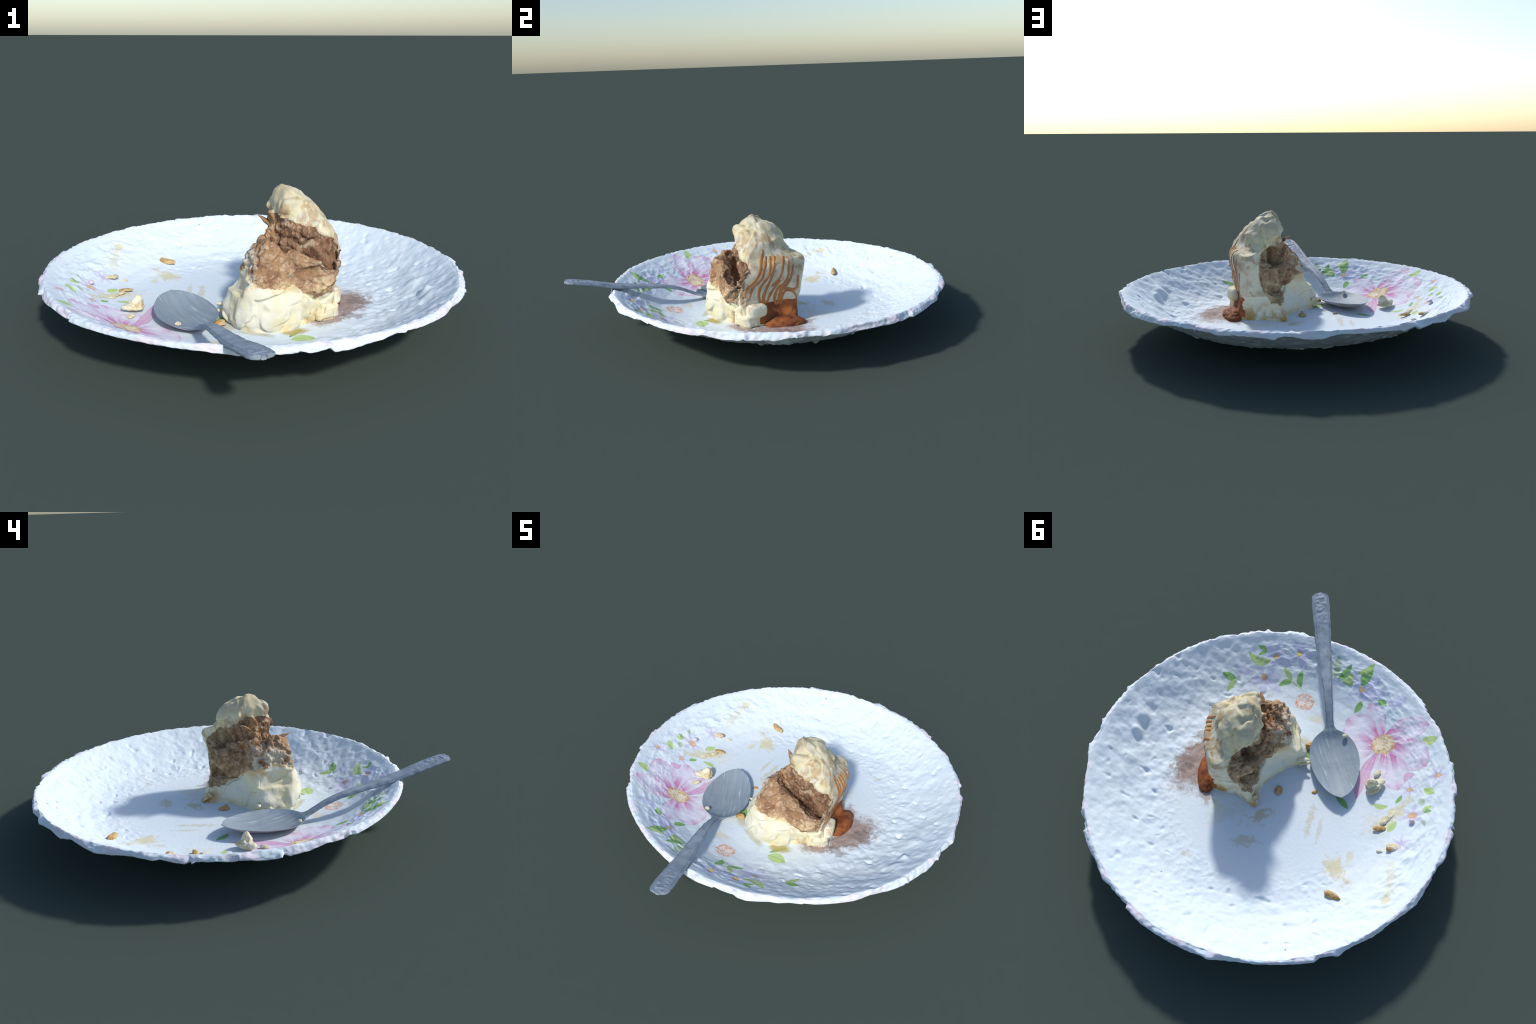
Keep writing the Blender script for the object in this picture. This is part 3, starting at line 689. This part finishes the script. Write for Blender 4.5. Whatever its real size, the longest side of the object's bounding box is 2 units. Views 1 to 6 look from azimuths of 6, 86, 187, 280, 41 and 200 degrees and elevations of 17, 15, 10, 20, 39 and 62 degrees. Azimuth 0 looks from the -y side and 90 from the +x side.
def cake():
    root = empty("cake_slice", "leaning slice of cream and brown sponge cake with caramel", "cake slice", (0.14, -0.02, 0.07))
    off = np.array(root.location)
    G = np.array(list(RINGS.values()))
    nr, nc = G.shape[:2]
    per = 28
    t = np.arange(nc * per) / per
    j = t.astype(int)
    turn = np.interp(t, np.arange(nc + 1), [0, 1, 2, 3, 4, 5, 5.6, 6, 7, 8, 9, 10, 11, 12, 13, 14])  # position around the slice
    f = (t - j)[None, :, None]
    H = blend(G[:, (j - 1) % nc], G[:, j % nc], G[:, (j + 1) % nc], G[:, (j + 2) % nc], f)
    apex = np.array(CAKE_TOP)
    H = np.concatenate([H, (apex + (H[-1] - apex) * 0.45)[None] + [0, 0, 0.004], (apex + (H[-1] - apex) * 0.04)[None]])
    nr = len(H)
    rows = []
    for i in range(nr - 1):
        n = 24 if i < nr - 3 else 14
        u = (np.arange(n) / n)[:, None, None]
        rows.append(blend(H[max(i - 1, 0)], H[i], H[i + 1], H[min(i + 2, nr - 1)], u))
    V = np.concatenate(rows + [H[-1:]])
    R, C = V.shape[:2]
    T = np.repeat(turn[None], R, 0).ravel()
    P = V.reshape(-1, 3).copy()
    F = grid_faces(R, C, True)
    zz = P[:, 2]
    wob = fbm(P * 13 + 5, 3) * 0.036 + fbm(P * 45 + 1, 2) * 0.015
    knot = np.array(SPONGE)
    lo = np.interp(T, knot[:, 0], knot[:, 1])
    hi = np.interp(T, knot[:, 0], knot[:, 2])
    sponge = smooth(-0.008, 0.008, zz + wob - lo) * smooth(0.008, -0.008, zz + wob - hi)
    back = smooth(10.2, 11.0, T) * smooth(14.0, 13.4, T)
    left = smooth(13.7, 14.0, T) + smooth(2.1, 1.7, T)
    left = np.clip(left, 0, 1)
    glaze = smooth(5.8, 6.2, T) * smooth(10.4, 10.0, T)
    N = vertex_normals(P, F)
    # coarse lumps everywhere, crumb in the sponge, soft folds in the cream
    dn = fbm(P * 11 + 2, 2) * 0.012 * (1 - 0.6 * glaze)
    crumbly = fbm(P * 38, 4, 0.6) * 0.012 + np.clip(ridged(P * 30 + 3, 3) - 0.2, -1, 1) * 0.004
    torn = fbm(P * [24, 24, 13] + 9, 4, 0.6) * 0.026 + perlin(P * 13 + 50) * 0.026 - np.clip(perlin(P * [20, 20, 42] + 3) - 0.08, 0, 1) * 0.050
    cream = fbm(P * 13 + 7, 2) * 0.007 + fbm(P * 60, 2) * 0.0014
    Q = P + np.stack([fbm(P * 14 + k, 2) for k in (0, 5, 9)], 1) * 0.012
    block = smooth(0.26, 0.20, zz) * smooth(6.2, 5.6, np.where(T > 12, 0, T))
    dn += sponge * ((1 - back) * crumbly + back * torn) + (1 - sponge) * cream * (1 - 0.5 * glaze)
    dn += (1 - sponge) * smooth(0.27, 0.22, zz) * (1 - 0.7 * glaze) * facets(Q, (-0.15, -0.32, 0.04), (0.42, 0.26, 0.27), 70, 4, 0.40, 0.0025, 0.009)
    dn += sponge * left * fbm(P * 30 + 21, 3) * 0.014
    cap = smooth(0.43, 0.47, zz) * (1 - sponge)
    dn += cap * (fbm(P * 12 + 31, 2) * 0.012 + facets(Q, (0.04, -0.14, 0.42), (0.34, 0.2, 0.62), 34, 8, 0.35, 0.005, 0.008))
    dn += sponge * facets(Q, (-0.1, -0.3, 0.1), (0.38, 0.25, 0.55), 80, 12, 0.3, 0.003, 0.008)
    # the step on the left face of the block, and single holes, pits and bulges (positive is outward)
    dn += -0.012 * smooth(0.19, 0.205, zz) * smooth(0.27, 0.255, zz) * left
    for x, y, z, r, h in ((0.105, -0.27, 0.180, 0.016, 0.014), (0.105, -0.27, 0.180, 0.026, -0.010), (0.102, 0.108, 0.388, 0.040, -0.050), (0.09, 0.04, 0.36, 0.03, -0.025), (0.08, 0.02, 0.31, 0.018, 0.018), (0.12, 0.12, 0.28, 0.025, 0.016), (0.213, -0.052, 0.533, 0.018, -0.022),
                          (0.235, -0.045, 0.53, 0.020, 0.012), (0.19, -0.07, 0.50, 0.014, -0.010), (0.17, -0.26, 0.18, 0.010, -0.012), (0.14, 0.06, 0.57, 0.02, -0.012), (0.11, 0.05, 0.52, 0.018, -0.012),
                          (0.255, -0.11, 0.395, 0.028, -0.014), (0.055, 0.045, 0.30, 0.018, -0.02), (0.10, 0.15, 0.22, 0.02, -0.02), (0.03, -0.02, 0.44, 0.02, -0.015), (0.05, -0.245, 0.10, 0.03, 0.006)):
        d2 = (P[:, 0] - x) ** 2 + (P[:, 1] - y) ** 2 + (P[:, 2] - z) ** 2
        dn += h * np.exp(-d2 / r**2)
    # torn slots across the hollow side
    for y0, z0, slope, depth in ((0.16, 0.213, 0.15, -0.022), (0.08, 0.31, -0.6, -0.016), (0.05, 0.40, 0.5, -0.014)):
        line = zz - z0 - slope * (P[:, 1] - y0) + perlin(P * 30) * 0.012
        dn += depth * np.exp(-(line / 0.007) ** 2) * np.exp(-((P[:, 1] - y0) / 0.07) ** 2) * back
    dn *= smooth(0.068, 0.085, zz) * 0.9 + 0.1
    P = P + N * dn[:, None]
    P[:, 2] = np.maximum(P[:, 2], 0.0665)
    # close top and bottom
    n0 = len(P)
    P = np.vstack([P, P[-C:].mean(0)[None], P[:C].mean(0)[None]])
    a = np.arange(C)
    b = (a + 1) % C
    top = np.stack([(R - 1) * C + a, (R - 1) * C + b, np.full(C, n0), np.full(C, n0)], 1)
    bot = np.stack([b, a, np.full(C, n0 + 1), np.full(C, n0 + 1)], 1)
    fs = sponge[F].mean(1)
    fz, ft, fw = zz[F].mean(1), T[F[:, 0]], wob[F].mean(1)
    right = (ft > 5.9) & (ft < 10.3)
    region = np.full(len(F), 0)
    region[fz > 0.36] = 2
    region[right & (fz > 0.190 + fw * 0.2)] = 3
    region[(fz + fw > 0.425 - 0.012 * (ft - 6)) & right] = 2
    region[(ft > 6.4) & (ft < 9.15 + 6 * fw) & (fz < 0.1905 + fw * 0.2) & (fz > 0.085)] = 4
    region[(fs > 0.5)] = 1
    region = np.r_[region, np.full(C, 2), np.full(C, 0)]
    F = np.vstack([F, top, bot])

    def cream_paint(t, vec, bsdf):
        n = t.noise(vec, 9.0, 4.0)
        c = t.mix(t.step(n, 0.42, 0.68), rgb(0.72, 0.705, 0.575), rgb(0.745, 0.675, 0.43))
        low = t.noise(vec, 26.0, 5.0, 0.6)
        c = t.mix(t.step(low, 0.64, 0.76, 0.0, 0.6), c, rgb(0.60, 0.42, 0.16))
        x, y, z = t.xyz(vec)
        seam = t.math("MULTIPLY", t.step(z, 0.135, 0.185), t.step(t.noise(vec, 13.0, 4.0), 0.44, 0.58, 0.0, 0.75))
        c = t.mix(seam, c, rgb(0.60, 0.40, 0.16))
        toast = t.math("MULTIPLY", t.step(z, 0.07, 0.0), t.step(t.noise(vec, 19.0, 4.0), 0.48, 0.64, 0.0, 0.7))
        c = t.mix(toast, c, rgb(0.68, 0.52, 0.22))
        # caramel soaked in at the back foot and in the crease beside the block
        foot = t.math("MULTIPLY", t.step(y, 0.10, 0.20), t.step(z, 0.13, 0.01))
        c = t.mix(t.math("MULTIPLY", t.math("MULTIPLY", foot, t.step(t.noise(vec, 16.0, 4.0), 0.42, 0.6)), 0.85), c, rgb(0.42, 0.22, 0.03))
        streak = t.noise(t.mapping(vec, scale=(1, 1, 0.5)), 22.0, 4.0, 0.6, 1.0)
        crease = t.math("MULTIPLY", t.step(x, 0.05, 0.13), t.step(streak, 0.52, 0.66))
        crease = t.math("MULTIPLY", crease, t.step(y, 0.03, -0.03))
        c = t.mix(t.math("MULTIPLY", crease, 0.75), c, rgb(0.46, 0.24, 0.10))
        return c, (t.noise(vec, 50.0, 5.0, 0.6), 0.004, 0.5)

    def sponge_paint(t, vec, bsdf):
        x, y, z = t.xyz(vec)
        n = t.noise(vec, 14.0, 5.0, 0.6)
        c = t.mix(t.step(n, 0.35, 0.66), rgb(0.24, 0.13, 0.072), rgb(0.42, 0.26, 0.145))
        warm = t.noise(t.vmath("ADD", vec, (3.0, 1.0, 2.0)), 8.0, 3.0)
        c = t.mix(t.step(warm, 0.55, 0.68, 0.0, 0.65), c, rgb(0.46, 0.21, 0.065))
        cleft_shade = t.math("MULTIPLY", t.step(y, -0.135, -0.105), t.step(x, -0.06, 0.02))  # sponge behind the lip is painted darker: mostly shade inside the cleft
        c = t.mix(t.math("MULTIPLY", cleft_shade, t.step(y, 0.03, -0.02, 0.0, 0.65)), c, t.mix(t.step(n, 0.35, 0.66), rgb(0.085, 0.042, 0.026), rgb(0.23, 0.125, 0.078)))
        swirl = t.noise(t.vmath("ADD", vec, (1.0, 7.0, 4.0)), 13.0, 5.0, 0.6, 0.8)
        c = t.mix(t.step(swirl, 0.56, 0.68, 0.0, 0.6), c, rgb(0.58, 0.48, 0.35))
        flour = t.noise(vec, 42.0, 6.0, 0.7)
        patch = t.noise(t.vmath("ADD", vec, (5.0, 5.0, 5.0)), 9.0, 2.0)
        c = t.mix(t.math("MULTIPLY", t.step(flour, 0.50, 0.64), t.step(patch, 0.38, 0.60, 0.25, 0.85)), c, rgb(0.56, 0.43, 0.30))
        x, y, z = t.xyz(vec)
        c = t.mix(t.step(y, 0.03, 0.11, 0.0, 0.75), c, t.mix(t.step(t.noise(t.mapping(vec, scale=(1, 1, 0.4)), 34.0, 4.0, 0.6), 0.35, 0.65), rgb(0.25, 0.165, 0.09), rgb(0.46, 0.35, 0.22)))
        # cream smeared over the left flank and the cut edges of the sponge
        flank = t.math("MULTIPLY", t.step(x, -0.06, -0.12), t.step(y, 0.02, -0.04))
        c = t.mix(t.math("MULTIPLY", flank, t.step(t.noise(vec, 20.0, 4.0, 0.6), 0.44, 0.56, 0.0, 0.85)), c, rgb(0.62, 0.57, 0.45))
        seam = t.step(z, 0.215, 0.175)
        c = t.mix(t.math("MULTIPLY", seam, t.step(t.noise(vec, 15.0, 4.0), 0.46, 0.62, 0.0, 0.8)), c, rgb(0.68, 0.52, 0.30))
        pores = t.step(t.voronoi(vec, 75.0), 0.30, 0.12)
        c = t.mix(t.math("MULTIPLY", pores, 0.35), c, rgb(0.12, 0.06, 0.03))
        return c, (t.noise(vec, 90.0, 5.0, 0.7), 0.006, 0.7)

    def topping_paint(t, vec, bsdf):
        n = t.noise(vec, 11.0, 4.0)
        c = t.mix(t.step(n, 0.36, 0.64), rgb(0.66, 0.65, 0.54), rgb(0.68, 0.61, 0.37))
        tan = t.noise(t.mapping(vec, rot=(0.4, 0.2, 0), scale=(1, 1, 0.6)), 15.0, 4.0, 0.6, 0.6)
        c = t.mix(t.step(tan, 0.47, 0.62, 0.0, 0.85), c, rgb(0.42, 0.28, 0.14))
        dim = t.step(t.noise(vec, 7.0, 3.0), 0.46, 0.60, 0.0, 0.65)
        c = t.mix(dim, c, rgb(0.50, 0.455, 0.32))
        x, y, z = t.xyz(vec)
        runs = t.noise(t.mapping(vec, scale=(1, 1, 0.22)), 30.0, 3.0, 0.55, 0.4)
        run = t.math("MULTIPLY", t.step(x, 0.03, 0.12), t.step(runs, 0.52, 0.62, 0.0, 0.75))
        c = t.mix(t.math("MULTIPLY", run, t.step(z, 0.50, 0.40)), c, rgb(0.40, 0.24, 0.11))
        return c, (t.noise(vec, 30.0, 4.0), 0.004, 0.4)

    def glaze_paint(t, vec, bsdf):
        n = t.noise(vec, 12.0, 4.0)
        c = t.mix(t.step(n, 0.38, 0.66), rgb(0.62, 0.57, 0.43), rgb(0.46, 0.40, 0.29))
        x, y, z = t.xyz(vec)
        mottle = t.step(t.noise(vec, 24.0, 4.0, 0.6), 0.50, 0.66)
        c = t.mix(t.math("MULTIPLY", mottle, t.step(z, 0.20, 0.33, 0.15, 0.8)), c, rgb(0.30, 0.20, 0.14))
        runs = t.noise(t.mapping(vec, scale=(1, 1, 0.22)), 30.0, 3.0, 0.55, 0.4)
        c = t.mix(t.math("MULTIPLY", t.step(x, 0.05, 0.14), t.step(runs, 0.52, 0.63, 0.0, 0.6)), c, rgb(0.44, 0.25, 0.10))
        edge = t.math("MULTIPLY", t.step(y, -0.01, -0.05), t.step(t.noise(vec, 28.0, 4.0), 0.45, 0.6))
        c = t.mix(t.math("MULTIPLY", edge, 0.8), c, rgb(0.33, 0.18, 0.10))
        rear = t.math("MULTIPLY", t.step(y, 0.16, 0.22), t.step(t.noise(vec, 18.0, 3.0), 0.56, 0.64))
        c = t.mix(t.math("MULTIPLY", rear, 0.7), c, rgb(0.36, 0.20, 0.07))
        return c, (t.noise(vec, 30.0, 3.0), 0.003, 0.35)

    def caramel_paint(t, vec, bsdf):
        n = t.noise(vec, 16.0, 4.0)
        z = t.xyz(vec)[2]
        c = t.mix(t.step(n, 0.35, 0.65), rgb(0.17, 0.05, 0.022), rgb(0.34, 0.115, 0.032))
        return c, (t.noise(vec, 40.0, 4.0), 0.004, 0.4)

    mats = {"cream": material("whipped_cream", cream_paint, 0.65, 0.2), "sponge": material("sponge_crumb", sponge_paint, 0.8, 0.15), "top": material("cream_cap", topping_paint, 0.65, 0.2),
            "glaze": material("glazed_cream", glaze_paint, 0.55, 0.25), "caramel": material("caramel", caramel_paint, 0.7, 0.2)}
    split_parts(P - off, F, region, {0: ("cream_base", mats["cream"]), 1: ("sponge", mats["sponge"]), 2: ("cream_topping", mats["top"]), 3: ("glazed_side", mats["glaze"]), 4: ("caramel_filling", mats["caramel"])}, root)
    tree = BVHTree.FromPolygons([tuple(p) for p in P.tolist()], [q for q in F.tolist() if q[2] != q[3]])

    # caramel drizzle: flattened cords laid on the glazed side, given as (y, z) seen from the right
    lines = {
        "a": [(0.022, 0.485), (0.018, 0.46), (0.008, 0.415), (0.004, 0.379), (-0.017, 0.335), (-0.050, 0.304), (-0.072, 0.274), (-0.080, 0.241)],
        "b": [(0.036, 0.45), (0.030, 0.41), (0.022, 0.378), (0.009, 0.333), (-0.027, 0.303), (-0.046, 0.272), (-0.054, 0.24)],
        "c": [(0.057, 0.449), (0.053, 0.386), (0.041, 0.341), (0.008, 0.301), (-0.007, 0.26), (-0.004, 0.218), (0.012, 0.212), (0.024, 0.258), (0.039, 0.304)],
        "d": [(0.079, 0.448), (0.073, 0.394), (0.060, 0.34), (0.039, 0.295), (0.020, 0.254), (0.014, 0.217), (0.032, 0.211), (0.051, 0.252), (0.083, 0.297), (0.106, 0.323)],
        "e": [(0.124, 0.445), (0.120, 0.41), (0.114, 0.364), (0.093, 0.324), (0.061, 0.293)],
        "f": [(0.150, 0.42), (0.148, 0.381), (0.147, 0.344), (0.124, 0.304), (0.092, 0.282), (0.075, 0.242), (0.076, 0.207), (0.089, 0.199), (0.097, 0.24), (0.114, 0.286), (0.146, 0.326)],
        "g": [(0.175, 0.40), (0.167, 0.361), (0.160, 0.33), (0.137, 0.294), (0.114, 0.272), (0.102, 0.24), (0.094, 0.206), (0.107, 0.199), (0.113, 0.239), (0.131, 0.266), (0.163, 0.265), (0.184, 0.240), (0.190, 0.204)],
        "h": [(0.200, 0.345), (0.197, 0.304), (0.190, 0.277), (0.167, 0.269), (0.136, 0.278), (0.114, 0.272)],
    }

    def drizzle_paint(t, vec, bsdf):
        n = t.noise(vec, 14.0, 3.0)
        z = t.xyz(vec)[2]
        c = t.mix(t.step(n, 0.35, 0.65), rgb(0.42, 0.165, 0.035), rgb(0.29, 0.125, 0.045))
        return c

    m_dr = material("caramel_drizzle", drizzle_paint, 0.35, 0.4)
    for pts in lines.values():
        q = np.array(pts)
        n = len(q)
        dense = []
        for i in range(n - 1):
            for u in np.arange(10) / 10:
                dense.append(blend(q[max(i - 1, 0)], q[i], q[i + 1], q[min(i + 2, n - 1)], u, 1.0))
        dense = np.array(dense + [q[-1]])
        cen, nor = [], []
        for y, z in dense:
            hit = tree.ray_cast(Vector((0.6, y, z + 0.055)), Vector((-0.968, 0, -0.25)))
            if hit[0] is not None and hit[0].x > 0.2:
                nn = hit[1] if hit[1].x > 0 else -hit[1]
                cen.append(hit[0])
                nor.append(nn)
        cen, nor = np.array(cen), np.array(nor)
        for _ in range(6):
            nor[1:-1] = (nor[:-2] + nor[1:-1] + nor[2:]) / 3
            cen[1:-1] = (cen[:-2] + 2 * cen[1:-1] + cen[2:]) / 4
        nor /= np.linalg.norm(nor, axis=1)[:, None]
        tan = np.gradient(cen, axis=0)
        tan /= np.linalg.norm(tan, axis=1)[:, None] + 1e-9
        side = np.cross(tan, nor)
        k = len(cen)
        width = 0.0070 * (0.70 + 0.40 * np.sin(np.linspace(0.2, 2.9, k)) + perlin(cen * 30) * 0.5)
        th = np.linspace(0, 2 * np.pi, 10, endpoint=False)
        W = cen[:, None] + side[:, None] * (np.cos(th)[None, :, None] * width[:, None, None]) + nor[:, None] * (np.sin(th)[None, :, None] * 0.0022 + 0.0004)
        Fd = grid_faces(k, 10, True)[:, ::-1].tolist() + [list(range(10)), [(k - 1) * 10 + x for x in range(9, -1, -1)]]
        mesh_object("caramel_line", W.reshape(-1, 3) - off, Fd, m_dr, root)

    def blob(name, centre, radii, mat, amp=0.15, freq=3.0, rot=0.0, seed=0.0, res=48, boxy=1.0):
        u = np.linspace(0, np.pi, res)
        v = np.linspace(0, 2 * np.pi, 2 * res, endpoint=False)
        U, W = np.meshgrid(u, v, indexing="ij")
        d = np.stack([np.sin(U) * np.cos(W), np.sin(U) * np.sin(W), np.cos(U)], -1).reshape(-1, 3)
        q = np.sign(d) * np.abs(d) ** boxy * (1 + amp * fbm(d * freq * 0.5 + seed, 4))[:, None] * radii
        q += d * 0.06 * facets(q + 0.0, -np.array(radii), np.array(radii), 14, int(seed) + 3, 0.25 * (amp > 0.12), 0.005, 0.15)[:, None]
        c, s_ = math.cos(rot), math.sin(rot)
        q = q @ np.array([[c, s_, 0], [-s_, c, 0], [0, 0, 1]]) + centre
        q[:, 2] = np.maximum(q[:, 2], 0.0663)
        return mesh_object(name, q - off, grid_faces(res, 2 * res, True)[:, ::-1], mat, root)

    # rolled knob of cream at the right, with the fold under it, and the lump of caramel
    blob("cream_knob", (0.328, -0.026, 0.158), (0.042, 0.054, 0.036), mats["cream"], 0.10, 2, 0.5, 4, boxy=0.55)
    blob("cream_fold", (0.296, -0.054, 0.106), (0.062, 0.072, 0.050), mats["cream"], 0.22, 2.6, 0.7, 9, boxy=0.7)
    blob("caramel_pool", (0.318, 0.120, 0.074), (0.056, 0.108, 0.042), mats["caramel"], 0.2, 3, 0.25, 2)

    # flakes and spikes sticking out of the torn sides
    def spike(name, base, tip, w, mat, bend=0.0):
        base, tip = np.array(base), np.array(tip)
        ax = tip - base
        n1 = np.cross(ax, [0.3, 0.2, 1.0])
        n1 /= np.linalg.norm(n1)
        n2 = np.cross(ax, n1)
        n2 /= np.linalg.norm(n2)
        u = np.linspace(0, 1, 14)
        th = np.linspace(0, 2 * np.pi, 16, endpoint=False)
        rad = w * (1 - u**3) ** 0.6 * (1 - 0.45 * u) + 0.001
        Q = base + u[:, None, None] * ax + rad[:, None, None] * (np.cos(th)[None, :, None] * n1 + 0.6 * np.sin(th)[None, :, None] * n2)
        Q[:, :, 2] += (bend * u**2)[:, None]
        Q = Q.reshape(-1, 3)
        Q += 0.25 * w * np.stack([perlin(Q * 45 + k) for k in (0, 7, 13)], 1)
        Q[:, 2] = np.maximum(Q[:, 2], 0.0667)
        mesh_object(name, Q - off, grid_faces(14, 16, True).tolist() + [[13 * 16 + x for x in range(16)]], mat, root)

    spike("sponge_flake", (0.105, -0.030, 0.430), (0.030, -0.004, 0.482), 0.020, mats["sponge"], 0.0)
    spike("sponge_flake", (0.15, -0.165, 0.385), (0.178, -0.222, 0.405), 0.018, mats["sponge"])
    spike("cream_flake", (-0.075, -0.10, 0.12), (-0.132, -0.112, 0.126), 0.016, mats["cream"])
    spike("cream_flake", (-0.08, -0.10, 0.09), (-0.138, -0.115, 0.098), 0.018, mats["cream"])
    spike("cream_flake", (0.06, 0.17, 0.10), (0.028, 0.212, 0.076), 0.026, mats["cream"])
    return root


# ------------------------------------------------------------------ crumbs
def crumbs():
    def crumb_paint(t, vec, bsdf):
        n = t.noise(vec, 30.0, 4.0)
        return t.mix(t.step(n, 0.4, 0.6), rgb(0.46, 0.27, 0.10), rgb(0.55, 0.42, 0.22)), (t.noise(vec, 120.0, 3.0), 0.003, 0.5)

    def bit_paint(t, vec, bsdf):
        n = t.noise(vec, 22.0, 4.0)
        c = t.mix(t.step(n, 0.40, 0.62), rgb(0.72, 0.68, 0.52), rgb(0.62, 0.52, 0.30))
        return c, (t.noise(vec, 80.0, 3.0), 0.003, 0.4)

    m_crumb, m_bit = material("baked_crumb", crumb_paint, 0.8, 0.15), material("cream_bit", bit_paint, 0.55, 0.3)
    m_pearl = material("sugar_pearl", lambda t, v, b: rgb(0.60, 0.52, 0.58), 0.3, 0.5)
    rs = np.random.RandomState(3)

    def lump(name, centre, size, rot, mat, label, peaks=(), sharp=0.35):
        res = 30
        u = np.linspace(0, np.pi, res)
        v = np.linspace(0, 2 * np.pi, 2 * res, endpoint=False)
        U, W = np.meshgrid(u, v, indexing="ij")
        d = np.stack([np.sin(U) * np.cos(W), np.sin(U) * np.sin(W), np.cos(U)], -1).reshape(-1, 3)
        seed = rs.uniform(0, 50)
        r = 1 + sharp * fbm(d * 1.6 + seed, 4, 0.55)
        for px, py, pz, h, w in peaks:
            a = np.array([px, py, pz], float)
            a /= np.linalg.norm(a)
            r = r + h * np.exp(-((1 - d @ a) / w) ** 1.0)
        q = d * r[:, None] * np.array(size)
        q[:, 2] = np.maximum(q[:, 2], -size[2] * 0.1)
        ob = mesh_object(name, q, grid_faces(res, 2 * res, True)[:, ::-1], mat)
        ob.location = centre
        ob.rotation_euler = (0, 0, math.radians(rot))
        ob["label"], ob["category"] = label, "cake crumb"
        return ob

    brown, pale = "small golden brown crumb of baked sponge", "torn pale bit of whipped cream"
    lump("cream_bit", (-0.472, -0.112, 0.094), (0.040, 0.034, 0.026), 30, m_bit, pale, ((0.25, -0.15, 1, 1.1, 0.07), (-1, -0.5, 0.35, 0.6, 0.07), (0.7, 0.9, 0.15, 0.35, 0.09)), 0.55)
    lump("cream_bit", (-0.464, -0.190, 0.084), (0.013, 0.022, 0.010), -20, m_bit, brown)
    lump("cream_bit", (-0.663, 0.171, 0.122), (0.036, 0.018, 0.008), 15, m_bit, pale)
    lump("crumb", (-0.644, 0.186, 0.120), (0.015, 0.012, 0.009), 15, m_crumb, brown)
    lump("crumb", (-0.568, 0.092, 0.092), (0.030, 0.013, 0.007), 20, m_crumb, brown)
    lump("crumb", (-0.578, 0.050, 0.091), (0.024, 0.012, 0.007), 60, m_bit, brown)
    lump("cream_bit", (-0.602, 0.000, 0.093), (0.048, 0.014, 0.006), 65, m_bit, pale)
    lump("crumb", (-0.607, 0.206, 0.097), (0.016, 0.007, 0.006), 10, m_bit, pale)
    lump("crumb", (-0.472, 0.496, 0.098), (0.040, 0.016, 0.018), -8, m_crumb, brown, ((-0.6, 0, 1, 0.4, 0.1),))
    lump("crumb", (-0.040, 0.080, 0.072), (0.018, 0.026, 0.012), 10, m_crumb, brown, ((0, -0.2, 1, 0.8, 0.08),))
    lump("crumb", (-0.209, 0.018, 0.068), (0.016, 0.010, 0.007), 40, m_crumb, brown)
    lump("crumb", (-0.095, -0.215, 0.080), (0.026, 0.020, 0.014), 30, m_crumb, brown)
    lump("crumb", (-0.242, -0.318, 0.112), (0.013, 0.010, 0.010), 0, m_bit, pale)
    p = lump("sugar_pearl", (-0.700, 0.022, 0.146), (0.013, 0.013, 0.013), 0, m_pearl, "tiny glossy pinkish sugar bead", (), 0.05)
    p["category"] = "sugar bead"


plate()
teaspoon()
cake()
crumbs()
